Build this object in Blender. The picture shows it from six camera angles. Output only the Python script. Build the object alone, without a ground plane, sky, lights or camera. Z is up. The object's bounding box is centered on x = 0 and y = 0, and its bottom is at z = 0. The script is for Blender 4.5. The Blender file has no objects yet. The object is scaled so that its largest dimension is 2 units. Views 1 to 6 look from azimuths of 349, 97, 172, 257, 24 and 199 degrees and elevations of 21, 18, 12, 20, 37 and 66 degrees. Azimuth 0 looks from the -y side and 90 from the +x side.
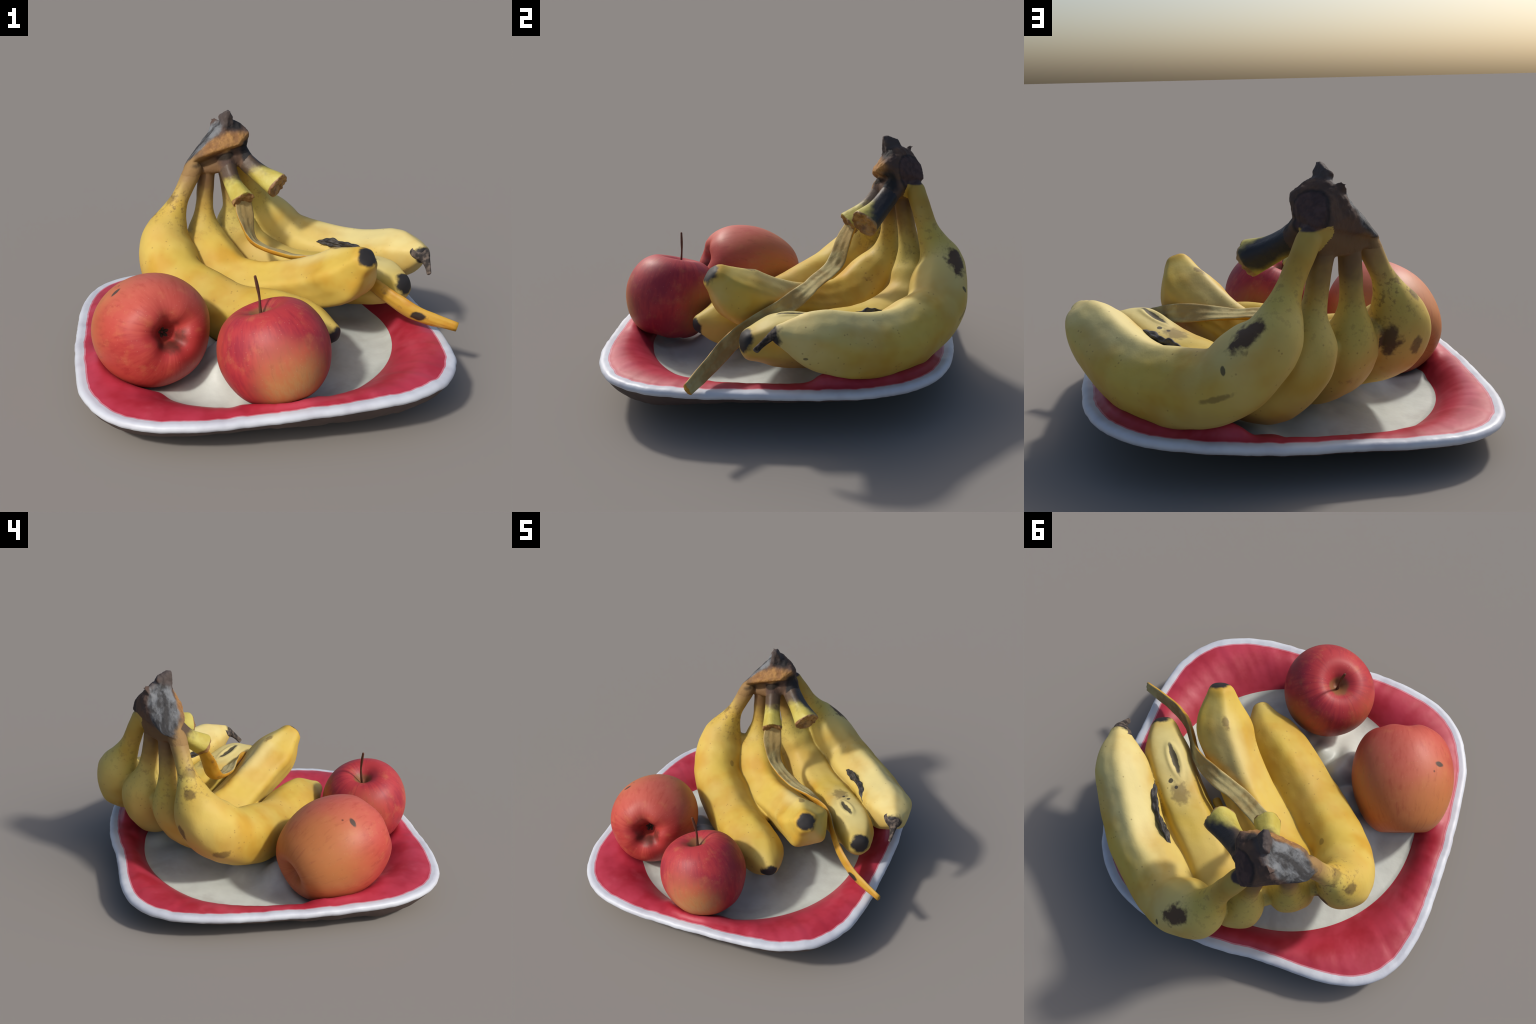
import bpy, bmesh, math, random
import numpy as np
from mathutils import Vector, Matrix, noise as mnoise

random.seed(7)
rng = np.random.default_rng(7)
R = math.radians
COL = bpy.context.scene.collection

# ------------------------------------------------------------------ helpers
def spline(P, n):
    """Catmull-Rom curve through the rows of P, n samples."""
    P = np.asarray(P, float)
    P = np.vstack([2 * P[0] - P[1], P, 2 * P[-1] - P[-2]])
    m = len(P) - 3
    t = np.linspace(0, m - 1e-9, n)
    i = t.astype(int)
    f = (t - i)[:, None]
    a, b, c, d = P[i], P[i + 1], P[i + 2], P[i + 3]
    return .5 * (2 * b + (c - a) * f + (2 * a - 5 * b + 4 * c - d) * f * f + (3 * b - a - 3 * c + d) * f ** 3)

def unit(v):
    v = np.asarray(v, float)
    return v / np.maximum(np.linalg.norm(v, axis=-1, keepdims=True), 1e-12)

def smooth01(x):
    x = np.clip(x, 0, 1)
    return x * x * (3 - 2 * x)

def frames(c, up=(0, 0, 1)):
    """Tangent / side / up frames carried along a curve without twist."""
    t = unit(np.gradient(c, axis=0))
    n = np.zeros_like(c)
    v = np.asarray(up, float)
    for i in range(len(c)):
        v = v - t[i] * (v @ t[i])
        v = v / np.linalg.norm(v)
        n[i] = v
    return t, np.cross(t, n), n

def make_mesh(name, verts, faces, smooth=True):
    me = bpy.data.meshes.new(name)
    me.from_pydata([tuple(v) for v in verts], [], faces)
    me.validate()
    if smooth:
        me.polygons.foreach_set("use_smooth", [True] * len(me.polygons))
    me.update()
    return me

def make_object(name, me, parent=None, mat=None):
    ob = bpy.data.objects.new(name, me)
    COL.objects.link(ob)
    if parent:
        ob.parent = parent
    if mat:
        me.materials.clear()
        me.materials.append(mat)
    return ob

def thing(name, loc, label, category):
    ob = bpy.data.objects.new(name, None)
    COL.objects.link(ob)
    ob["label"] = label
    ob["category"] = category
    return ob

def tube(rows, section, n=90, up=(0, 0, 1), head=True, tail=True):
    """Loft closed rings along a spine. rows = x y z radius; section(t, phi) scales the radius."""
    c = spline(rows, n)
    p, r = c[:, :3], c[:, 3]
    t, s, u = frames(p, up)
    m = 40
    phi = np.linspace(0, 2 * np.pi, m, endpoint=False)
    rings = []
    def ring(i, off, k):
        q = p[i] + t[i] * off
        sc = section(i / (n - 1), phi) * r[i] * k
        rings.append(q + s[i] * (np.cos(phi) * sc)[:, None] + u[i] * (np.sin(phi) * sc)[:, None])
    if head:
        for off, k in ((-.62, .30), (-.58, .55), (-.46, .78), (-.25, .93)):
            ring(0, off * r[0], k)
    for i in range(n):
        ring(i, 0, 1)
    if tail:
        for off, k in ((.3, .92), (.55, .7), (.68, .4)):
            ring(n - 1, off * r[-1], k)
    V = np.concatenate(rings)
    F = []
    for j in range(len(rings) - 1):
        for i in range(m):
            a, b = j * m + i, j * m + (i + 1) % m
            F.append((a, b, b + m, a + m))
    F.append(tuple(range(m))[::-1])
    F.append(tuple(range((len(rings) - 1) * m, len(rings) * m)))
    return V, F

def hull(points):
    bm = bmesh.new()
    for q in points:
        bm.verts.new(q)
    r = bmesh.ops.convex_hull(bm, input=bm.verts)
    bmesh.ops.delete(bm, geom=[g for g in r["geom_interior"] if isinstance(g, bmesh.types.BMVert)], context="VERTS")
    bm.verts.index_update()
    V = [v.co.copy() for v in bm.verts]
    F = [[v.index for v in f.verts] for f in bm.faces]
    bm.free()
    return np.array(V), F

def fuse(parts, voxel, iterations, factor=.5):
    """Voxel-remesh overlapping closed shells into one skin and relax it."""
    V, F, k = [], [], 0
    for v, f in parts:
        V.append(np.asarray(v)); F += [[i + k for i in g] for g in f]; k += len(v)
    me = make_mesh("skin_source", np.concatenate(V), F)
    bm = bmesh.new(); bm.from_mesh(me)
    bmesh.ops.recalc_face_normals(bm, faces=bm.faces)
    bm.to_mesh(me); bm.free()
    ob = make_object("skin_source", me)
    md = ob.modifiers.new("r", "REMESH"); md.mode = "VOXEL"; md.voxel_size = voxel; md.use_smooth_shade = True
    md = ob.modifiers.new("s", "SMOOTH"); md.factor = factor; md.iterations = iterations
    dg = bpy.context.evaluated_depsgraph_get()
    out = bpy.data.meshes.new_from_object(ob.evaluated_get(dg))
    bpy.data.objects.remove(ob); bpy.data.meshes.remove(me)
    return out

def coords(me):
    a = np.empty(len(me.vertices) * 3); me.vertices.foreach_get("co", a)
    return a.reshape(-1, 3)

def set_coords(me, a):
    me.vertices.foreach_set("co", np.ascontiguousarray(a).ravel()); me.update()

def normals(me):
    a = np.empty(len(me.vertices) * 3); me.vertices.foreach_get("normal", a)
    return a.reshape(-1, 3)

def fbm(P, scale, octaves=3, seed=0.0):
    out = np.empty(len(P))
    for i, q in enumerate(P):
        out[i] = mnoise.fractal(Vector((q[0] * scale + seed, q[1] * scale - seed, q[2] * scale + 2 * seed)), .6, 2.1, octaves)
    return out

def split(me, face_region, names, parents, mats):
    """Cut one skin into named objects by face region; keep the whole skin's vertex normals."""
    P, N = coords(me), normals(me)
    nf = len(me.polygons)
    lt = np.empty(nf, int); me.polygons.foreach_get("loop_total", lt)
    vi = np.empty(len(me.loops), int); me.loops.foreach_get("vertex_index", vi)
    st = np.r_[0, np.cumsum(lt)[:-1]]
    obs = {}
    for k, nm in enumerate(names):
        idx = np.nonzero(face_region == k)[0]
        if not len(idx):
            continue
        fl = [vi[st[i]:st[i] + lt[i]] for i in idx]
        used = np.unique(np.concatenate(fl))
        remap = np.full(len(P), -1); remap[used] = np.arange(len(used))
        m = make_mesh(nm, P[used], [remap[f].tolist() for f in fl])
        m.normals_split_custom_set_from_vertices([tuple(q) for q in N[used]])
        obs[k] = make_object(nm, m, None, mats[k])
    for k, ob in obs.items():
        par = parents[k]
        ob.parent = obs[par] if isinstance(par, int) else par
    return obs

# ------------------------------------------------------------------ material helpers
class Mat:
    def __init__(self, name, rough=.5, spec=.5):
        self.m = bpy.data.materials.new(name)
        self.m.use_nodes = True
        self.nt = self.m.node_tree
        self.b = self.nt.nodes["Principled BSDF"]
        self.b.inputs["Roughness"].default_value = rough
        self.b.inputs["Specular IOR Level"].default_value = spec
        self.pos = self.n("ShaderNodeTexCoord").outputs["Object"]

    def n(self, t, **kw):
        nd = self.nt.nodes.new(t)
        for k, v in kw.items():
            setattr(nd, k, v)
        return nd

    def l(self, a, b):
        self.nt.links.new(a, b)

    def noise(self, scale, detail=3, rough=.55, vec=None, dist=0.0):
        nd = self.n("ShaderNodeTexNoise")
        nd.inputs["Scale"].default_value = scale
        nd.inputs["Detail"].default_value = detail
        nd.inputs["Roughness"].default_value = rough
        nd.inputs["Distortion"].default_value = dist
        self.l(vec or self.pos, nd.inputs["Vector"])
        return nd.outputs["Fac"]

    def mapped(self, loc=(0, 0, 0), rot=(0, 0, 0), scale=(1, 1, 1)):
        """coordinates in a local frame: centre loc, rotation rot, unit lengths scale"""
        nd = self.n("ShaderNodeMapping", vector_type="TEXTURE")
        nd.inputs["Location"].default_value = loc
        nd.inputs["Rotation"].default_value = rot
        nd.inputs["Scale"].default_value = scale
        self.l(self.pos, nd.inputs["Vector"])
        return nd.outputs["Vector"]

    def math(self, op, a, b=None, c=None, clamp=False):
        nd = self.n("ShaderNodeMath", operation=op, use_clamp=clamp)
        for i, v in enumerate((a, b, c)):
            if v is None:
                continue
            if isinstance(v, (int, float)):
                nd.inputs[i].default_value = v
            else:
                self.l(v, nd.inputs[i])
        return nd.outputs[0]

    def ramp(self, f, lo, hi, a=0.0, b=1.0):
        nd = self.n("ShaderNodeMapRange", interpolation_type="SMOOTHSTEP")
        self.l(f, nd.inputs["Value"])
        nd.inputs["From Min"].default_value = lo
        nd.inputs["From Max"].default_value = hi
        nd.inputs["To Min"].default_value = a
        nd.inputs["To Max"].default_value = b
        return nd.outputs["Result"]

    def blob(self, loc, size, rot=(0, 0, 0), soft=.5, rag=.5, ragscale=25.0, strength=1.0):
        """ragged ellipsoidal patch mask"""
        v = self.mapped(loc, rot, size)
        nd = self.n("ShaderNodeVectorMath", operation="LENGTH")
        self.l(v, nd.inputs[0])
        d = self.math("MULTIPLY_ADD", self.math("SUBTRACT", self.noise(ragscale, 3), .5), 2 * rag, nd.outputs["Value"])
        return self.ramp(d, 1 + soft * .5, 1 - soft * .5, 0.0, strength)

    def color(self, c):
        nd = self.n("ShaderNodeRGB")
        nd.outputs[0].default_value = (*c, 1)
        return nd.outputs[0]

    def mix(self, f, a, b):
        nd = self.n("ShaderNodeMix", data_type="RGBA")
        if isinstance(f, (int, float)):
            nd.inputs["Factor"].default_value = f
        else:
            self.l(f, nd.inputs["Factor"])
        for v, s in ((a, nd.inputs[6]), (b, nd.inputs[7])):
            if isinstance(v, tuple):
                s.default_value = (*v, 1)
            else:
                self.l(v, s)
        return nd.outputs[2]

    def done(self, col, bump=None, strength=.3, dist=.01):
        self.l(col, self.b.inputs["Base Color"])
        if bump is not None:
            nd = self.n("ShaderNodeBump")
            nd.inputs["Strength"].default_value = strength
            nd.inputs["Distance"].default_value = dist
            self.l(bump, nd.inputs["Height"])
            self.l(nd.outputs["Normal"], self.b.inputs["Normal"])
        return self.m

# ------------------------------------------------------------------ plate
FLOOR_R, FLOOR_C, DISH = .754, (-.034, -.025), .034
RIM_R = [1.0365, -.0345, -.0362, .0063, -.0024, -.0018, .0059, -.0790, -.0013, .0083, .0046, -.0007, .0051, -.0034, -.0019, .0082, -.0016]
RIM_Z = [.1925, .0555, -.0120, .0011, -.0025, -.0042, .0023]

def harmonics(co, th):
    out = np.full_like(th, co[0])
    for k in range((len(co) - 1) // 2):
        out += co[1 + 2 * k] * np.cos((k + 1) * th) + co[2 + 2 * k] * np.sin((k + 1) * th)
    return out

def floor_z(x, y):
    return .1166 + .0487 * x - .0007 * y

# glaze drawn up between the fruit: x, y, height, radius
MOUNDS = [(-.44, -.02, .13, .10), (-.35, -.14, .17, .11), (-.25, -.27, .18, .12), (-.13, -.37, .16, .11), (-.02, -.43, .12, .09), (-.28, -.40, .15, .10), (.38, .00, .045, .26), (.05, .25, .06, .30), (-.08, .46, .05, .16), (.50, .35, .05, .2)]

def build_plate(things):
    """Polar skin: round floor, red flange rising to a rounded-square lip, cone-shaped underside.
    things = BVH trees of the fruit; the glaze swells up where fruit rests on it."""
    M = 360
    th = np.linspace(0, 2 * np.pi, M, endpoint=False)
    ring_noise = lambda f, k: np.array([mnoise.fractal(Vector((math.cos(t) * f, math.sin(t) * f, k)), .6, 2, 4) for t in th])
    wob, wob2, rough = ring_noise(5, 3.3), ring_noise(9, 8.1), ring_noise(7, 1.1)
    r, z = harmonics(RIM_R, th) + .005 * wob, harmonics(RIM_Z, th) + .003 * wob2
    O = np.stack([r * np.cos(th), r * np.sin(th), z], -1)
    T = unit(np.roll(O, -1, 0) - np.roll(O, 1, 0))
    out = unit(np.stack([T[:, 1], -T[:, 0], 0 * th], -1))        # outward in plan
    up = np.array([-.0487, 0, 1.0])
    B = np.stack([FLOOR_C[0] + FLOOR_R * np.cos(th), FLOOR_C[1] + FLOOR_R * np.sin(th), 0 * th], -1)
    B[:, 2] = floor_z(B[:, 0], B[:, 1]) - .030 * smooth01((B[:, 1] - B[:, 0]) / .9)
    lip = .049 + .003 * wob2
    I = O - out * lip[:, None] + up * .008
    rings, kind = [], []
    def add(Pts, k):
        rings.append(np.array(Pts)); kind.append(k)
    cen = np.array([FLOOR_C[0], FLOOR_C[1], floor_z(*FLOOR_C)])
    for f in [.02] + list(np.linspace(.05, .97, 36)):
        q = cen + (B - cen) * f
        q[:, 2] = (floor_z(q[:, 0], q[:, 1]) - DISH) * (1 - f ** 14) + q[:, 2] * f ** 14
        add(q, "floor")
    add(B, "floor")
    width = np.linalg.norm((I - B)[:, :2], axis=1)
    bulge = .02 + .10 * np.clip(width - .15, 0, .2)
    I2 = I - out * .008
    for u in np.linspace(0, 1, 19)[1:]:
        q = B + (I2 - B) * u
        q[:, 2] = B[:, 2] + (I2[:, 2] - B[:, 2]) * (1 - (1 - u) ** 1.8) + bulge * .6 * math.sin(math.pi * u)
        add(q, "flange")
    ntop = len(rings)
    add(I, "edge")
    add(O - out * (lip * .62)[:, None] + up * .011, "lip")
    add(O - out * (lip * .3)[:, None] + up * .009, "lip")
    add(O - out * .006 + up * .003, "lip")
    add(O - up * .008, "lip")
    add(O - out * .002 - up * .018, "lip")
    add(O - out * .010 - up * .027, "lip")
    # underside: a cone in to a shallow belly, then the hidden foot
    belly = cen + (O - cen) * .93
    belly[:, 2] = .130 + .058 * belly[:, 0] + .030 * belly[:, 1]
    for bx, by, bz, br in ((.75, -.65, -.030, .10), (-.85, -.5, -.020, .12), (-.35, -.95, .026, .15)):
        belly[:, 2] += bz * np.exp(-((belly[:, 0] - bx) ** 2 + (belly[:, 1] - by) ** 2) / br)
    belly[:, 2] += .010 * rough
    belly[:, 2] = np.minimum(belly[:, 2], O[:, 2] - .045)
    Q0 = rings[-1].copy()
    for u in (.15, .35, .6, .8, 1.0):
        q = Q0 + (belly - Q0) * u
        q[:, 2] -= .008 * math.sin(math.pi * u)
        add(q, "underside")
    for f, zz in ((.72, .075), (.45, .045), (.36, .0), (.30, .0), (.26, .03), (.04, .035)):
        q = cen + (O - cen) * f
        q[:, 2] = np.clip(np.minimum(zz, floor_z(q[:, 0], q[:, 1]) - DISH - .025), 0, None)
        add(q, "underside")
    # glaze swelling under the fruit
    top = np.stack(rings[:ntop])
    lift = np.zeros(top.shape[:2])
    for a in range(ntop):
        for b in range(M):
            o = Vector(top[a, b])
            for tr in things:
                h = tr.ray_cast(o, Vector((0, 0, 1)), .3)
                if h[0] is None:
                    continue
                inside = h[1].z > 0
                g = .012 if inside else h[3]
                lift[a, b] = max(lift[a, b], 0 if inside else (g * smooth01((.12 - g) / .07)) * (1 if tr is things[0] else .40))
            for mx, my, mh, mr in MOUNDS:
                lift[a, b] = max(lift[a, b], mh * math.exp(-((o.x - mx) ** 2 + (o.y - my) ** 2) / mr ** 2))
    for _ in range(5):
        lift = .5 * lift + .25 * (np.roll(lift, 1, 1) + np.roll(lift, -1, 1))
        l2 = lift.copy()
        l2[1:-1] = .5 * lift[1:-1] + .25 * (lift[2:] + lift[:-2])
        l2[-3:] *= np.array([.7, .3, 0])[:, None]
        lift = l2
    for a in range(ntop):
        rings[a][:, 2] += lift[a]
    V = np.concatenate(rings)
    F, reg = [], []
    code = {"floor": 0, "flange": 1, "edge": 4, "lip": 2, "underside": 3}
    for j in range(len(rings) - 1):
        for i in range(M):
            a, b = j * M + i, j * M + (i + 1) % M
            F.append((a, b, b + M, a + M)); reg.append(code[kind[j + 1]])
    F.append(tuple(range(M))[::-1]); reg.append(0)
    k = len(rings) - 1
    F.append(tuple(range(k * M, k * M + M))); reg.append(3)
    me = make_mesh("plate_skin", V, F)
    me.flip_normals()
    me.update()
    return me, np.array(reg)

def glaze(name, base, vary, rough, bumpscale=18, smudge=None):
    m = Mat(name, rough, .5)
    f = m.noise(6, 4)
    col = m.mix(m.ramp(f, .35, .7), base, vary)
    if smudge:
        col = m.mix(m.ramp(m.noise(4.2, 5, .6, None, .5), .52, .74, 0, .55), col, smudge)
    g = m.noise(bumpscale, 3)
    return m.done(col, g, .12, .02)

# ------------------------------------------------------------------ bananas
BANANAS = [
 # x, y, z, radius from the blossom end up to the crown
 [(.929,.054,.560,.054),(.864,.200,.506,.137),(.757,.368,.427,.156),(.629,.548,.379,.160),(.469,.693,.383,.165),(.327,.813,.426,.152),(.220,.845,.520,.152),(.123,.858,.627,.123),(.058,.797,.781,.061),(-.043,.737,.985,.054)],
 [(.748,-.105,.425,.082),(.680,.020,.416,.129),(.561,.182,.362,.140),(.413,.342,.323,.142),(.260,.500,.303,.138),(.131,.633,.325,.146),(.030,.711,.408,.131),(-.034,.731,.534,.121),(-.064,.701,.688,.057),(-.111,.668,.935,.054)],
 [(.464,-.304,.670,.078),(.420,-.190,.550,.147),(.306,-.050,.453,.139),(.165,.097,.370,.140),(.015,.238,.316,.147),(-.111,.369,.310,.163),(-.199,.487,.396,.161),(-.236,.581,.518,.122),(-.242,.605,.677,.056),(-.231,.609,.910,.052)],
 [(.287,-.446,.340,.056),(.196,-.330,.314,.136),(.031,-.196,.309,.156),(-.136,-.050,.282,.161),(-.290,.114,.302,.175),(-.421,.257,.357,.167),(-.472,.393,.454,.168),(-.474,.472,.571,.137),(-.408,.517,.741,.059),(-.309,.561,.940,.054)],
]
TIPS = [((.926,.040,.557), .050), ((.776,-.135,.462), .062), ((.482,-.338,.700), .058), ((.303,-.482,.325), .058)]
RIDGE = [(.055, .3), (.055, 1.0), (.08, .55), (.035, .2)]       # ridge height, turn
STUBS = [
 [(-.125,.575,1.000,.052),(-.115,.540,.935,.050),(-.090,.468,.860,.050),(-.045,.365,.792,.066)],
 [(-.040,.640,1.020,.055),(.005,.590,.960,.056),(.085,.525,.900,.060),(.172,.452,.853,.080)],
]
CROWN_UPPER = [(-.16,.710,1.190),(-.125,.61,1.225),(-.09,.65,1.208),(-.055,.61,1.20),(-.02,.63,1.178),(.012,.570,1.148),(.014,.61,1.14),(.014,.63,1.10),(-.055,.512,1.085),(-.16,.502,1.062),(-.265,.502,1.022),(-.30,.52,1.02),
 (-.38,.565,.935),(-.35,.640,.955),(-.26,.705,1.05),(-.19,.732,1.13),(-.11,.775,1.10),(-.062,.792,1.035),(-.02,.72,1.05),(.012,.63,1.05),(-.30,.60,.95),(-.1,.58,1.04),(-.22,.68,.98)]
CROWN_LOWER = [(-.06,.775,1.03),(.0,.69,1.02),(.008,.60,1.05),(.0,.57,.96),(-.10,.53,1.00),(-.13,.535,.92),(-.20,.57,.895),(-.30,.56,.905),(-.33,.60,.91),(-.28,.64,.90),(-.21,.67,.885),(-.14,.70,.89),(-.07,.73,.92),(-.10,.76,1.0),(-.25,.66,1.02)]

def relaxed(shell, iterations):
    """one shell remeshed and relaxed, so tight bends stay smooth"""
    me = fuse(shell if isinstance(shell, list) else [shell], .0075, iterations)
    v = coords(me)
    f = [list(p.vertices) for p in me.polygons]
    bpy.data.meshes.remove(me)
    return v, f

def build_bunch():
    parts = []
    for rows, (amp, turn) in zip(BANANAS, RIDGE):
        def section(t, phi, amp=amp, turn=turn):
            k = smooth01((.86 - t) / .12) * (.45 + .55 * smooth01((.62 - t) / .3))
            s = np.cos(5 * (phi - turn))
            return 1 + amp * k * (s + .35 * np.cos(10 * (phi - turn)))
        parts.append(relaxed(tube(rows, section, 100), 32))
    # pulp pressed together where neighbouring bananas touch
    for a, b in ((0, 1), (1, 2), (2, 3)):
        ca, cb = spline(BANANAS[a], 60), spline(BANANAS[b], 60)
        mid = (ca + cb) / 2
        reach = np.linalg.norm(ca[:, :3] - cb[:, :3], axis=1) / 2
        mid[:, 3] = np.clip(.42 * (ca[:, 3] + cb[:, 3]) / 2 - np.maximum(reach - (ca[:, 3] + cb[:, 3]) / 2, 0), .02, .065)
        mid[:, 2] -= .02
        parts.append(tube(mid[18:47:4], lambda t, phi: 1 + 0 * phi, 50))
    for rows in STUBS:
        parts.append(tube(rows, lambda t, phi: 1 + .06 * np.cos(4 * phi + .6) + 0 * phi, 40, tail=False))
    # crown, with a dried spur leaning to the front and a small one at the back
    crown = [hull(CROWN_UPPER), hull(CROWN_LOWER),
        hull([(-.124,.560,1.270),(-.104,.568,1.269),(-.112,.600,1.266),(-.125,.645,1.250),(-.160,.655,1.225),(-.165,.62,1.18),(-.075,.59,1.19),(-.12,.56,1.16),(-.12,.67,1.19),(-.16,.57,1.13)]),
        hull([(-.196,.735,1.192),(-.178,.720,1.202),(-.15,.68,1.19),(-.21,.67,1.13),(-.15,.70,1.13)])]
    parts.append(relaxed(crown[:2], 14))
    parts += crown[2:]
    return fuse(parts, .0055, 6)

def spine_field(P, rows, n=140):
    """signed distance to a tapered tube and the position along it, per point"""
    c = spline(rows, n)
    best = np.full(len(P), 9.0); at = np.zeros(len(P))
    for i in range(n):
        d = np.linalg.norm(P - c[i, :3], axis=1) - c[i, 3]
        k = d < best
        best[k] = d[k]; at[k] = i / (n - 1)
    return best, at

# ------------------------------------------------------------------ apples
APPLE_PROFILE = [(0, .60), (.07, .63), (.14, .72), (.24, .82), (.38, .885), (.55, .86), (.76, .70), (.92, .42), (1.0, .08), (.98, -.25), (.87, -.58), (.70, -.82), (.50, -.94), (.35, -.945), (.24, -.87), (.155, -.75), (.09, -.63), (.04, -.57), (0, -.56)]

def build_apple_mesh(name, R, height, lobes, seed):
    c = spline(APPLE_PROFILE, 110)
    M = 128
    phi = np.linspace(0, 2 * np.pi, M, endpoint=False)
    V = [(0, 0, c[0, 1] * R * height)]
    for r, z in c[1:-1]:
        k = 1 + lobes * np.cos(5 * phi + seed) * smooth01((-z - .1) / .8) + .018 * np.cos(2 * phi + seed) + .012 * np.cos(3 * phi + 2 * seed)
        zz = z + lobes * .9 * np.cos(5 * phi + seed) * smooth01((-z - .5) / .4)
        V += [(max(r, 1e-4) * R * kk * math.cos(p), max(r, 1e-4) * R * kk * math.sin(p), R * height * q) for kk, p, q in zip(k, phi, zz)]
    V.append((0, 0, c[-1, 1] * R * height))
    F = [(0, 1 + i, 1 + (i + 1) % M) for i in range(M)]
    nr = len(c) - 2
    for j in range(nr - 1):
        for i in range(M):
            a, b = 1 + j * M + i, 1 + j * M + (i + 1) % M
            F.append((a, a + M, b + M, b))
    last = 1 + nr * M
    F += [(last, last - M + (i + 1) % M, last - M + i) for i in range(M)]
    return make_mesh(name, V, F)

def axis_turn(axis):
    return Vector((0, 0, 1)).rotation_difference(Vector(axis).normalized())

# ------------------------------------------------------------------ materials: fruit
YEL, PALE, DEEP, GREEN = (.56, .400, .070), (.60, .485, .17), (.51, .30, .035), (.42, .40, .09)
BLACK, BROWN, TAN = (.022, .020, .020), (.13, .065, .03), (.30, .17, .06)

def banana_material(name, rows, pale=.4, marks=(), bruises=(), tip=None, pales=(), neck=1.0, mottle=.28, neck_col=(.165, .092, .040), cap=None):
    m = Mat(name, .58, .3)
    c = spline(rows, 120)
    col = m.mix(m.ramp(m.noise(4.0, 3), .35, .65), YEL, DEEP)
    col = m.mix(m.math("MULTIPLY", m.ramp(m.noise(2.3, 2), .38, .62), pale), col, PALE)
    # greenish necks
    nk = c[98, :3]
    col = m.mix(m.blob(tuple(nk), (.13, .13, .13), soft=1.0, rag=.2, ragscale=8, strength=.3), col, GREEN)
    # neck browning towards the crown
    col = m.mix(m.blob(tuple(c[-1, :3] + np.array((0, 0, .03))), (.15, .15, .21), soft=1.2, rag=.3, ragscale=12, strength=neck), col, neck_col)
    if cap:
        col = m.mix(m.blob(cap[0], cap[1], soft=.10, rag=.12, ragscale=10), col, m.mix(m.ramp(m.noise(24, 4, .6), .38, .62), (.085, .050, .045), (.055, .034, .033)))
    for loc, size, rot, st in pales:
        col = m.mix(m.blob(loc, size, rot, soft=1.2, rag=.4, ragscale=8, strength=st), col, (.66, .58, .27))
    mot = m.math("MULTIPLY", m.ramp(m.noise(38, 4, .65), .52, .64), m.blob(tuple(c[102, :3]), (.13, .13, .17), soft=1.0, rag=.3, ragscale=9, strength=mottle))
    col = m.mix(mot, col, (.14, .080, .032))
    # fine freckles
    vo = m.n("ShaderNodeTexVoronoi"); vo.inputs["Scale"].default_value = 34; m.l(m.pos, vo.inputs["Vector"])
    pick = m.ramp(m.noise(9, 2), .50, .62)
    fr = m.math("MULTIPLY", m.ramp(vo.outputs["Distance"], .20, .08), pick)
    col = m.mix(m.math("MULTIPLY", fr, .5), col, (.16, .09, .03))
    # long soft scuffs
    sc = m.math("MULTIPLY", m.ramp(m.noise(16, 5, .7), .60, .72), m.ramp(m.noise(3.1, 2), .5, .62))
    col = m.mix(m.math("MULTIPLY", sc, .45), col, (.24, .14, .045))
    for loc, size, rot, st in bruises:
        col = m.mix(m.blob(loc, size, rot, soft=.7, rag=.9, ragscale=28, strength=st), col, (.055, .026, .018))
    for loc, size, rot, st in marks:
        col = m.mix(m.blob(loc, size, rot, soft=.3, rag=.35, ragscale=30, strength=st), col, BLACK)
    # blossom end
    col = m.mix(m.blob(tip[0], (tip[1],) * 3, soft=.35, rag=.5, ragscale=15), col, BLACK)
    bump = m.noise(40, 3)
    return m.done(col, bump, .10, .01)

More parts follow.
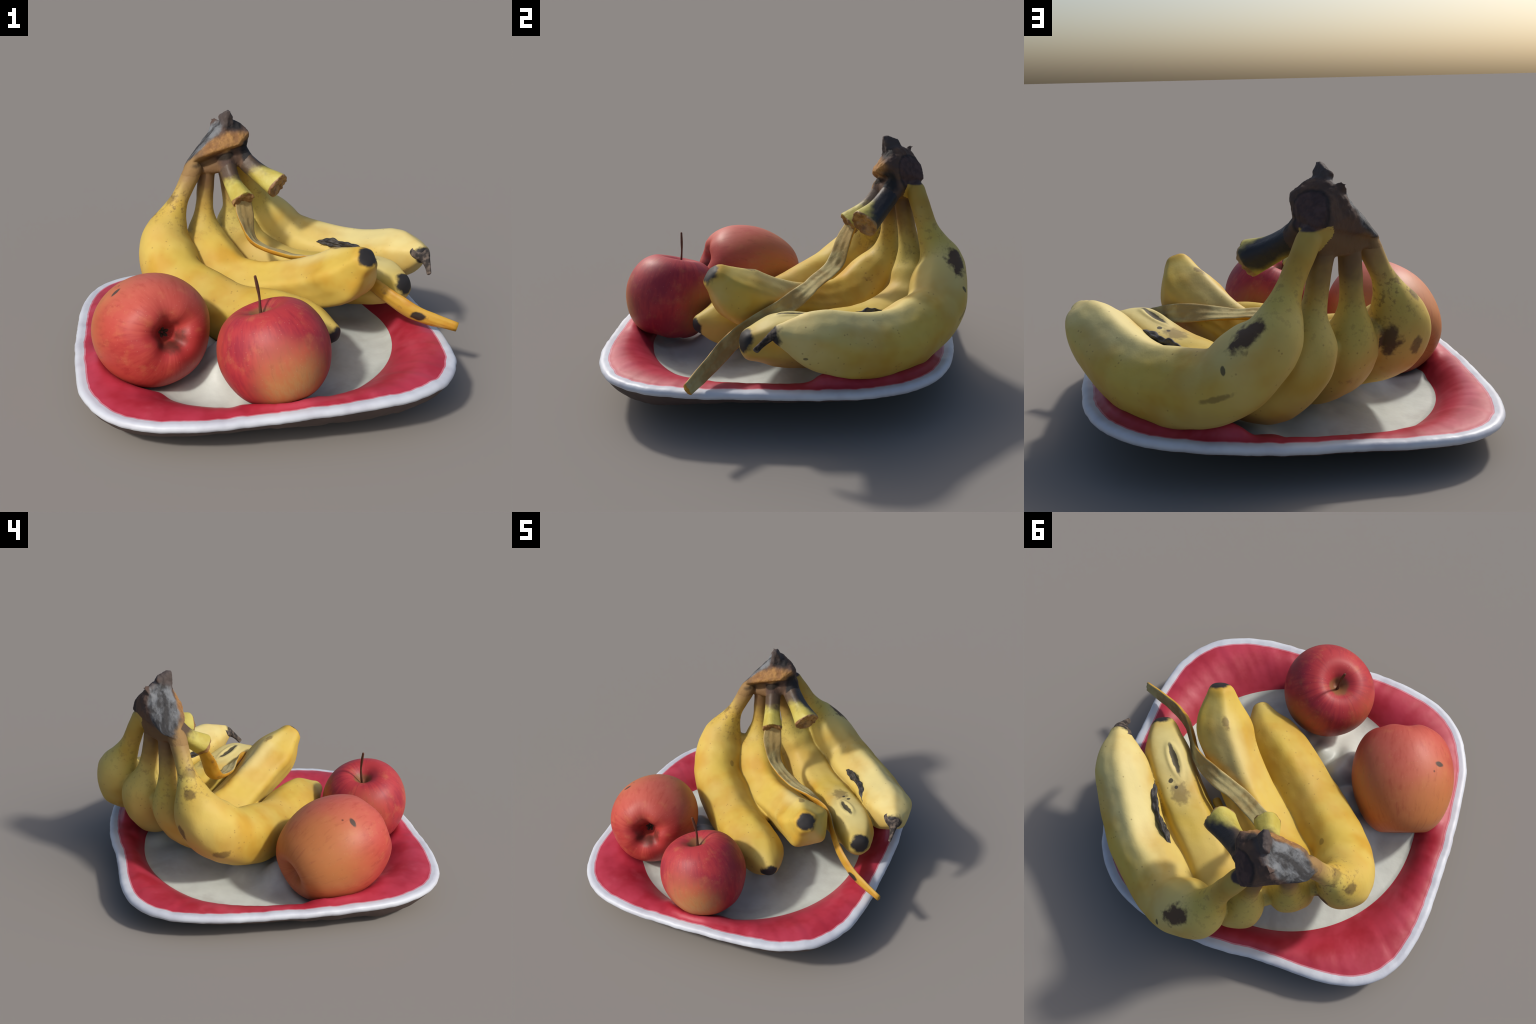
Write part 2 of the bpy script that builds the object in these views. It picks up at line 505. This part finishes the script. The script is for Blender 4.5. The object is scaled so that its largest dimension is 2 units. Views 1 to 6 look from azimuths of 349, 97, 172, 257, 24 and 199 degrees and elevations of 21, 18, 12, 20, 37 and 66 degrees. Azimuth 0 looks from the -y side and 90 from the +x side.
def crown_material():
    m = Mat("dried_crown", .75, .25)
    col = m.mix(m.ramp(m.noise(9, 4), .4, .62), (.115, .068, .045), (.080, .052, .042))
    # smooth brown web over the necks
    for k, rr, wc in ((3, .12, (.27, .165, .065)), (1, .13, (.165, .092, .040)), (2, .12, (.165, .092, .040))):
        x, y, z, _ = BANANAS[k][-1]
        col = m.mix(m.blob((x, y, z - .02), (rr, rr, rr * .8), soft=.8, rag=.3, ragscale=12), col, wc)
    # purple-brown scar at the back with a dark outline
    scar = m.mix(m.ramp(m.noise(24, 4, .6), .38, .62), (.085, .050, .045), (.055, .034, .033))
    col = m.mix(m.blob((-.03, .73, 1.09), (.105, .09, .125), (0, R(15), 0), soft=.15, rag=.25, ragscale=10), col, (.025, .020, .020))
    col = m.mix(m.blob((-.03, .73, 1.09), (.09, .085, .11), (0, R(15), 0), soft=.2, rag=.25, ragscale=10), col, scar)
    # tan bulge on the front
    col = m.mix(m.blob((-.12, .52, 1.088), (.165, .07, .058), (0, R(-19), 0), soft=.7, rag=.45, ragscale=14), col, m.mix(m.ramp(m.noise(18, 4, .6), .40, .66), (.38, .205, .068), (.23, .115, .045)))
    # black patches above and beside it, dark line along the crease below
    col = m.mix(m.blob((-.06, .565, 1.20), (.09, .06, .045), soft=.5, rag=.4, ragscale=14), col, (.018, .017, .018))
    col = m.mix(m.blob((.01, .57, 1.03), (.05, .07, .07), soft=.5, rag=.5, ragscale=14), col, (.02, .019, .02))
    col = m.mix(m.blob((-.14, .505, 1.010), (.19, .06, .020), (0, R(-17), 0), soft=.6, rag=.35, ragscale=16), col, (.026, .018, .012))
    # grey mouldy cut along the sloping top
    mv = m.mapped((0, 0, 0), (0, R(-46), 0), (1.6, .8, 1))
    ash = m.mix(m.ramp(m.noise(15, 5, .62, mv, .6), .38, .66), (.040, .039, .040), (.17, .18, .19))
    col = m.mix(m.blob((-.26, .625, 1.075), (.20, .085, .05), (0, R(-46), 0), soft=.35, rag=.3, ragscale=18), col, ash)
    col = m.mix(m.blob((-.12, .60, 1.235), (.05, .07, .06), soft=.5, rag=.3, ragscale=18), col, (.075, .060, .056))
    bump = m.noise(26, 5, .65)
    return m.done(col, bump, .5, .012)

def stub_material(name, rows, dark):
    m = Mat(name, .5, .35)
    a, b = np.array(rows[0][:3]), np.array(rows[-1][:3])
    ax = unit(b - a)
    col = m.mix(m.ramp(m.noise(6, 3), .4, .6), (.48, .42, .10), (.42, .34, .06))
    root = a + (b - a) * .25
    col = m.mix(m.blob(tuple(root), (.10, .10, .10), soft=.7, rag=.5, ragscale=16), col, (.085, .055, .035))
    if dark:
        s = a + (b - a) * .55
        col = m.mix(m.blob(tuple(s + np.array((.035, .04, .0))), (.20, .085, .075), (0, math.radians(35), math.radians(-40)), soft=.6, rag=.5, ragscale=10), col, (.022, .021, .024))
    # broken face
    v = m.n("ShaderNodeVectorMath", operation="DOT_PRODUCT")
    m.l(m.pos, v.inputs[0]); v.inputs[1].default_value = tuple(ax)
    d = m.math("MULTIPLY_ADD", m.math("SUBTRACT", m.noise(20, 3), .5), .02, v.outputs["Value"])
    lim = float(b @ ax)
    face = m.ramp(d, lim - .020, lim - .012)
    flesh = m.mix(m.ramp(m.noise(22, 4), .4, .6), (.20, .10, .04), (.34, .20, .08))
    col = m.mix(face, col, flesh)
    return m.done(col, m.noise(30, 4), .35, .01)

def peel_material():
    m = Mat("banana_peel", .5, .35)
    col = m.mix(m.ramp(m.noise(7, 4), .4, .62), (.50, .29, .035), (.46, .22, .02))
    col = m.mix(m.ramp(m.noise(15, 4), .60, .72, 0, .7), col, (.20, .12, .04))
    col = m.mix(m.blob((.79, -.31, .345), (.04, .05, .025), soft=.4, rag=.4), col, (.03, .022, .016))
    return m.done(col, m.noise(28, 3), .2, .01)

def peel_inner_material():
    m = Mat("peel_inside", .7, .25)
    col = m.mix(m.ramp(m.noise(9, 4), .38, .62), (.46, .38, .17), (.34, .24, .09))
    return m.done(col, m.noise(28, 4), .4, .01)

def apple_material(name, loc, axis, red, dark, patches, marks):
    m = Mat(name, .5, .35)
    # streaks run from stalk to calyx: noise drawn out along the apple's axis
    loc_v = m.mapped(loc, tuple(axis_turn(axis).to_euler()))
    sep = m.n("ShaderNodeSeparateXYZ"); m.l(loc_v, sep.inputs[0])
    ang = m.math("ARCTAN2", sep.outputs["Y"], sep.outputs["X"])
    com = m.n("ShaderNodeCombineXYZ")
    m.l(m.math("MULTIPLY", m.math("SINE", ang), 2.0), com.inputs[0])
    m.l(m.math("MULTIPLY", m.math("COSINE", ang), 2.0), com.inputs[1])
    m.l(m.math("MULTIPLY", sep.outputs["Z"], 2.5), com.inputs[2])
    streak = m.noise(6, 4, .6, com.outputs[0])
    col = m.mix(m.ramp(m.math("MULTIPLY_ADD", m.noise(3.5, 2), .6, m.math("MULTIPLY", streak, .4)), .40, .60), red, dark)
    for at, size, st, c1, c2 in patches:
        k = m.blob(at, size, soft=1.3, rag=.30, ragscale=5, strength=st)
        col = m.mix(k, col, m.mix(m.ramp(streak, .35, .7), c1, c2))
    col = m.mix(m.math("MULTIPLY", m.ramp(m.noise(11, 5, .65), .52, .70), .35), col, m.mix(.5, col, (.56, .26, .09)))
    col = m.mix(m.math("MULTIPLY", m.ramp(streak, .56, .68), .30), col, m.mix(.6, col, (.26, .02, .02)))
    vo = m.n("ShaderNodeTexVoronoi"); vo.inputs["Scale"].default_value = 50; m.l(m.pos, vo.inputs["Vector"])
    col = m.mix(m.math("MULTIPLY", m.ramp(vo.outputs["Distance"], .15, .05), .22), col, (.55, .34, .24))
    for at, size, rot, cl, st in marks:
        col = m.mix(m.blob(at, size, rot, soft=.5, rag=.25, ragscale=30, strength=st), col, cl)
    return m.done(col, m.noise(45, 3), .06, .006)

# ================================================================== BUILD
# ---- banana bunch
bunch = thing("banana_bunch", (0, 0, 0), "bunch of ripe yellow bananas joined at a dried dark crown", "bananas")
skin = build_bunch()
P = coords(skin)
fields = [spine_field(P, r) for r in BANANAS]
sd = np.stack([f[0] for f in fields] + [spine_field(P, r)[0] for r in STUBS], -1)
al = np.stack([f[1] for f in fields], -1)
near = sd.argmin(1)
neckp = np.where(near < 4, al[np.arange(len(P)), np.minimum(near, 3)], 0)
region = near.copy()
# crown: everything above the necks, away from the stubs
line = np.where(near == 0, 1.035, .905) + .008 * fbm(P, 9, 2, 4.0)
up_high = (P[:, 2] > line) & (near < 4) & (neckp > .8)
stub_root = [np.linalg.norm(P - np.array(s[1][:3]), axis=1) for s in STUBS]
region[up_high] = 6
for k in (0, 1):
    a = np.array(STUBS[k][1][:3]); b = np.array(STUBS[k][-1][:3]); ax = unit(b - a)
    region[(near == 4 + k) & (((P - a) @ ax) < .0)] = 6
region[sd.min(1) > .05] = 6
# relief: shrivelled crown
N = normals(skin)
cr = np.nonzero((P[:, 2] > .93) & (P[:, 1] > .45) & (P[:, 0] < .06))[0]
amp = smooth01((P[cr, 2] - .96) / .12)
d1 = fbm(P[cr], 16, 4, 1.0); d2 = fbm(P[cr] * np.array([1, 1, .45]), 34, 3, 5.0)
P2 = P.copy()
P2[cr] += N[cr] * ((d1 * .005 + d2 * .003) * amp)[:, None]
# hollow broken ends of the stubs
for k, s in enumerate(STUBS):
    b = np.array(s[-1][:3]); ax = unit(b - np.array(s[-2][:3]))
    rel = P - b; h = rel @ ax; rad = np.linalg.norm(rel - h[:, None] * ax, axis=1)
    q = (near == 4 + k) & (h > -.02)
    P2[q] -= ax * (0.010 * smooth01(1 - rad[q] / (s[-1][3] * .8)) + .010 * fbm(P[q], 30, 2, 2.0))[:, None]
# slight waviness of the banana skins
bn = np.nonzero(region < 4)[0]
P2[bn] += N[bn] * (fbm(P[bn], 7, 2, 9.0) * .004)[:, None]
# open gash on the top of the scuffed banana: sunken slit with a raised rim
g0, g1 = np.array((.637, .041, .555)), np.array((.541, .159, .520))
gx = unit(g1 - g0); rel = P - (g0 + g1) / 2; along = rel @ gx
off = np.linalg.norm(rel - along[:, None] * gx, axis=1)
e = np.sqrt((along / .085) ** 2 + (off / .028) ** 2)
q = (near == 1) & (e < 2.2)
P2[q] += N[q] * (-.016 * smooth01(1.15 - e[q]) + .006 * np.exp(-((e[q] - 1.35) / .3) ** 2))[:, None]
set_coords(skin, P2)
nf = len(skin.polygons)
vi = np.empty(len(skin.loops), int); skin.loops.foreach_get("vertex_index", vi)
lt = np.empty(nf, int); skin.polygons.foreach_get("loop_total", lt)
first = vi[np.r_[0, np.cumsum(lt)[:-1]]]
freg = region[first]
tipm = np.zeros(len(P), bool)
reg2 = freg.copy()
for k in range(4):
    reg2[(freg == k) & (np.linalg.norm(P[first] - np.array(TIPS[k][0]), axis=1) < TIPS[k][1])] = 7 + k
bmats = [
 banana_material("banana_skin_spotted", BANANAS[0], .6, tip=TIPS[0], neck=.25, cap=((-.045, .735, 1.115), (.12, .12, .105)),
   pales=[((.74,.36,.57), (.13,.42,.14), (0, 0, R(38)), .8), ((.30,.86,.62), (.14,.14,.14), (0, 0, 0), .4)],
   marks=[((.331,.955,.536), (.010,.03,.018), (0, 0, 0), .8), ((.975,.176,.456), (.018,.012,.007), (0, 0, 0), .7)],
   bruises=[((.235,.935,.665), (.085,.06,.035), (0, R(42), 0), .95), ((.36,.956,.428), (.10,.03,.012), (0, R(18), 0), .5)]),
 banana_material("banana_skin_scuffed", BANANAS[1], .5, tip=TIPS[1],
   pales=[((.58,.12,.54), (.11,.30,.10), (0, 0, R(40)), .7)],
   marks=[((.589,.10,.535), (.017,.105,.05), (0, 0, R(39)), .9), ((.569,.212,.496), (.012,.014,.02), (0, 0, 0), .9), ((.53,.235,.49), (.01,.01,.02), (0, 0, 0), .9)],
   bruises=[((.50,.255,.475), (.045,.06,.04), (0, 0, R(40)), .55)]),
 banana_material("banana_skin_clear", BANANAS[2], .3, tip=TIPS[2],
   pales=[((.34,-.08,.60), (.07,.30,.12), (0, 0, R(40)), .5)],
   bruises=[((.375,-.142,.676), (.016,.05,.02), (0, 0, R(40)), .6)]),
 banana_material("banana_skin_bruised", BANANAS[3], .35, tip=TIPS[3], mottle=.6, neck_col=(.27, .165, .065),
   marks=[((-.31,.27,.486), (.014,.022,.02), (0, 0, R(30)), .4)],
   bruises=[((-.41,.575,.48), (.05,.05,.075), (0, 0, 0), .9), ((-.539,.562,.447), (.03,.03,.05), (0, 0, 0), .7), ((-.535,.52,.675), (.03,.03,.03), (0, 0, 0), .65), ((-.604,.357,.336), (.04,.05,.025), (0, 0, 0), .6), ((-.44,.51,.75), (.04,.04,.05), (0, 0, 0), .5)]),
]
smats = [stub_material("broken_stalk_green", STUBS[0], False), stub_material("broken_stalk_dark", STUBS[1], True)]
names = ["banana"] * 4 + ["broken_stalk"] * 2 + ["crown"] + ["blossom_end"] * 4
parents = [bunch] * 7 + [0, 1, 2, 3]
split(skin, reg2, names, parents, bmats + smats + [crown_material()] + bmats)

# long black split where two bananas were torn apart
SPLIT = [(.445,.545,.470,.006),(.480,.500,.482,.014),(.520,.462,.490,.020),(.560,.420,.492,.015),(.600,.370,.497,.021),(.645,.295,.497,.020),(.668,.240,.488,.007)]
TV, TF = tube(SPLIT, lambda t, p: (1 + .30 * np.cos(2 * p + 1.0 + 5 * t) + .18 * np.cos(5 * p + 13 * t) + .15 * np.cos(3 * p - 31 * t)), 80)
tm = Mat("blackened_split", .6, .4)
tmat = tm.done(tm.mix(tm.ramp(tm.noise(25, 4), .4, .65), (.020, .019, .019), (.06, .055, .05)), tm.noise(30, 4), .6, .01)
make_object("torn_skin", make_mesh("torn_skin", TV, TF), bunch, tmat)

# dried flower wisp hanging off the outermost banana
W, WF = tube([(.908,.078,.562,.042),(.925,.035,.558,.034),(.934,.005,.538,.020),(.938,-.028,.51,.013),(.937,-.056,.482,.012)], lambda t, p: 1 + .35 * np.cos(2 * p + 3 * t), 40)
wm = Mat("dried_flower", .8, .2)
wmat = wm.done(wm.mix(wm.ramp(wm.noise(30, 4), .4, .65), (.03, .026, .025), (.14, .11, .09)), wm.noise(40, 4), .5, .01)
make_object("flower_remnant", make_mesh("flower_remnant", W, WF), bunch, wmat)

# hanging strip of peel
PEEL = [(-.052,.400,.800),(-.040,.350,.700),(.010,.290,.570),(.18,.183,.525),(.336,.118,.519),(.489,.024,.506),(.582,-.111,.457),(.671,-.216,.406),(.797,-.303,.344),(.985,-.386,.303)]
PEEL_IN = [(.3,-.5,.5),(.4,-.5,.5),(.7,-.2,.7),(.5,.0,.9),(.6,.2,.7),(.8,.45,.35),(.8,.55,.2),(.7,.65,.15),(.65,.7,.15),(.6,.7,.3)]
PEEL_W = [.055,.060,.050,.046,.048,.048,.048,.050,.048,.032]
def build_peel():
    n, m = 90, 15
    c = spline(PEEL, n); inn = spline(PEEL_IN, n); w = spline(np.array(PEEL_W)[:, None], n)[:, 0]
    t = unit(np.gradient(c, axis=0)); inn = unit(inn - t * (inn * t).sum(1)[:, None]); s = np.cross(t, inn)
    x = np.linspace(-1, 1, m)
    V, F, reg = [], [], []
    for i in range(n):
        ww = w[i] * (1 + .08 * mnoise.noise(Vector((i * .17, 2.2, 0))))
        for sgn in (1, -1):
            for q in x:
                curl = .30 * ww * q * q
                th = .012 * math.sqrt(max(1 - q * q, 0)) + .0015
                ridge = .004 * math.exp(-(q * 4) ** 2) * (sgn > 0) + .003 * mnoise.noise(Vector((i * .3, q * 3, sgn)))
                V.append(c[i] + s[i] * (q * ww) + inn[i] * (curl + sgn * th + ridge - .1 * ww))
    k = 2 * m
    for i in range(n - 1):
        for j in range(m - 1):
            a = i * k + j
            F.append((a, a + 1, a + k + 1, a + k)); reg.append(1)
            b = i * k + m + j
            F.append((b, b + k, b + k + 1, b + 1)); reg.append(0)
        F.append((i * k, i * k + k, i * k + k + m, i * k + m)); reg.append(0)
        F.append((i * k + m - 1, i * k + 2 * m - 1, i * k + k + 2 * m - 1, i * k + k + m - 1)); reg.append(0)
    for i in (0, n - 1):
        for j in range(m - 1):
            a = i * k + j
            F.append((a, a + m, a + m + 1, a + 1)); reg.append(0)
    me = make_mesh("peel_strip", V, F)
    bm = bmesh.new(); bm.from_mesh(me)
    bmesh.ops.recalc_face_normals(bm, faces=bm.faces); bm.to_mesh(me); bm.free()
    me.update()
    return me, np.array(reg)
pe, pereg = build_peel()
split(pe, pereg, ["peel_strip", "peel_inside"], [bunch, 0], [peel_material(), peel_inner_material()])

# ---- apples
APPLE_MESHES = []
def build_apple(loc, R, height, taper, axis, lobes, seed, mat, label, stalk):
    ap = thing("apple", loc, label, "apple")
    me = build_apple_mesh("apple_body", R, height, lobes, seed)
    v = coords(me)
    zz = v[:, 2] / (R * height)
    v[:, :2] *= (1 + taper * zz)[:, None]
    q = axis_turn(axis)
    v = v @ np.array(q.to_matrix()).T + np.array(loc)
    set_coords(me, v)
    APPLE_MESHES.append(me)
    make_object("apple_body", me, ap, mat)
    sm = Mat("apple_stalk", .7, .3)
    smat = sm.done(sm.mix(sm.noise(40, 3), (.06, .025, .014), (.14, .05, .028)), sm.noise(60, 3), .4, .005)
    if stalk:
        V, F = tube(stalk, lambda t, p: 1 + .15 * np.cos(2 * p), 30)
        make_object("stalk", make_mesh("stalk", V, F), ap, smat)
    # dried calyx in the hollow: a ring of small sepals
    parts_v, parts_f, k = [], [], 0
    for i in range(5):
        a = 2 * math.pi * i / 5
        base = Vector((math.cos(a) * .012, math.sin(a) * .012, -R * height * .55))
        tipv = Vector((math.cos(a) * .034, math.sin(a) * .034, -R * height * .55 - .018))
        mid = (base + tipv) * .5 + Vector((0, 0, -.006))
        rows = [(*(q @ w + Vector(loc)), rr) for w, rr in ((base, .010), (mid, .009), (tipv, .004))]
        V, F = tube(rows, lambda t, p: 1 + 0 * p, 8)
        parts_v.append(V); parts_f += [[x + k for x in f] for f in F]; k += len(V)
    cm = Mat("dry_calyx", .9, .1)
    make_object("calyx", make_mesh("calyx", np.concatenate(parts_v), parts_f), ap, cm.done(cm.mix(cm.noise(50, 2), (.05, .03, .022), (.09, .055, .035))))
    return ap

A_LOC, A_AX = (-.6236, -.2748, .3268), (-.3185, .9324, -.3281)
B_LOC, B_AX = (-.0577, -.6694, .3767), (-.2947, .2064, .9311)
ORANGE, YELLOW_SKIN, PINK = (.50, .185, .055), (.50, .25, .075), (.52, .125, .085)
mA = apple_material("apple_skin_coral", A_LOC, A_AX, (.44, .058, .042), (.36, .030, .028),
     [((-.62, -.22, .60), (.30, .30, .17), .8, PINK, (.50, .11, .07)),  # soft highlight on the upper side, coloured in as paler pink
      ((-.88, -.10, .36), (.24, .28, .28), .85, ORANGE, (.50, .20, .06)),
      ((-.62, .02, .40), (.34, .20, .34), .65, ORANGE, (.44, .15, .045)),
      ((-.42, -.16, .36), (.12, .20, .2), .6, ORANGE, YELLOW_SKIN)],
     [((-.785, -.335, .56), (.030, .014, .030), (0, R(-45), R(20)), (.06, .045, .035), .95),
      ((-.77, -.28, .575), (.008, .008, .01), (0, 0, 0), (.10, .03, .02), .8),
      ((-.526, -.554, .408), (.075, .075, .075), (0, 0, 0), (.07, .022, .014), .9),  # shade inside the calyx hollow, painted dark onto the skin
      ((-.715, -.015, .222), (.05, .06, .05), (0, 0, 0), (.12, .06, .03), .6)])
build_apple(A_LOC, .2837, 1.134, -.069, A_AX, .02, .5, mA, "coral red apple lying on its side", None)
mB = apple_material("apple_skin_red", B_LOC, B_AX, (.40, .035, .040), (.28, .018, .035),
     [((-.01, -.93, .31), (.16, .15, .16), .85, (.50, .20, .06), (.50, .27, .09)),
      ((-.10, -.90, .44), (.11, .12, .10), .35, PINK, (.48, .12, .07)),
      ((-.31, -.55, .34), (.10, .16, .18), .5, (.48, .12, .05), (.46, .16, .05)),
      ((.10, -.44, .30), (.18, .12, .16), .8, (.42, .15, .045), (.42, .20, .06))],
     [((-.122, -.622, .545), (.055, .055, .05), (0, 0, 0), (.20, .11, .04), .8),
      ((-.17, -.60, .60), (.018, .006, .02), (0, 0, R(40)), (.07, .03, .02), .8)])
build_apple(B_LOC, .2661, .9215, .032, B_AX, .015, 1.3, mB, "red apple standing upright with a thin stalk",
     [(-.112,-.630,.490,.009),(-.121,-.614,.560,.007),(-.126,-.606,.62,.0055),(-.137,-.604,.675,.0075),(-.150,-.604,.727,.006)])

# ---- plate
plate = thing("plate", (0, 0, 0), "square red glazed plate with white lip and white round floor", "plate")
from mathutils.bvhtree import BVHTree
def tree(meshes):
    V, F, k = [], [], 0
    for me in meshes:
        V += [v.co.copy() for v in me.vertices]; F += [[i + k for i in p.vertices] for p in me.polygons]; k += len(me.vertices)
    return BVHTree.FromPolygons(V, F)
pm, preg = build_plate([tree([skin])] + [tree([a]) for a in APPLE_MESHES])
bpy.data.meshes.remove(skin)
mats = [glaze("white_glaze", (.58, .62, .57), (.50, .53, .49), .45, 18, (.40, .40, .36)),
        glaze("red_glaze", (.44, .034, .064), (.35, .015, .032), .45, 9, (.50, .075, .11)),
        glaze("white_lip_glaze", (.56, .59, .645), (.48, .49, .55), .45),  # white tinted bluish for the sky light on the lip
        glaze("brown_underside", (.085, .055, .048), (.06, .04, .036), .7),
        glaze("pink_glaze_edge", (.58, .22, .27), (.50, .12, .16), .45)]
split(pm, preg, ["floor", "flange", "lip", "underside", "glaze_edge"], [plate] * 5, mats)
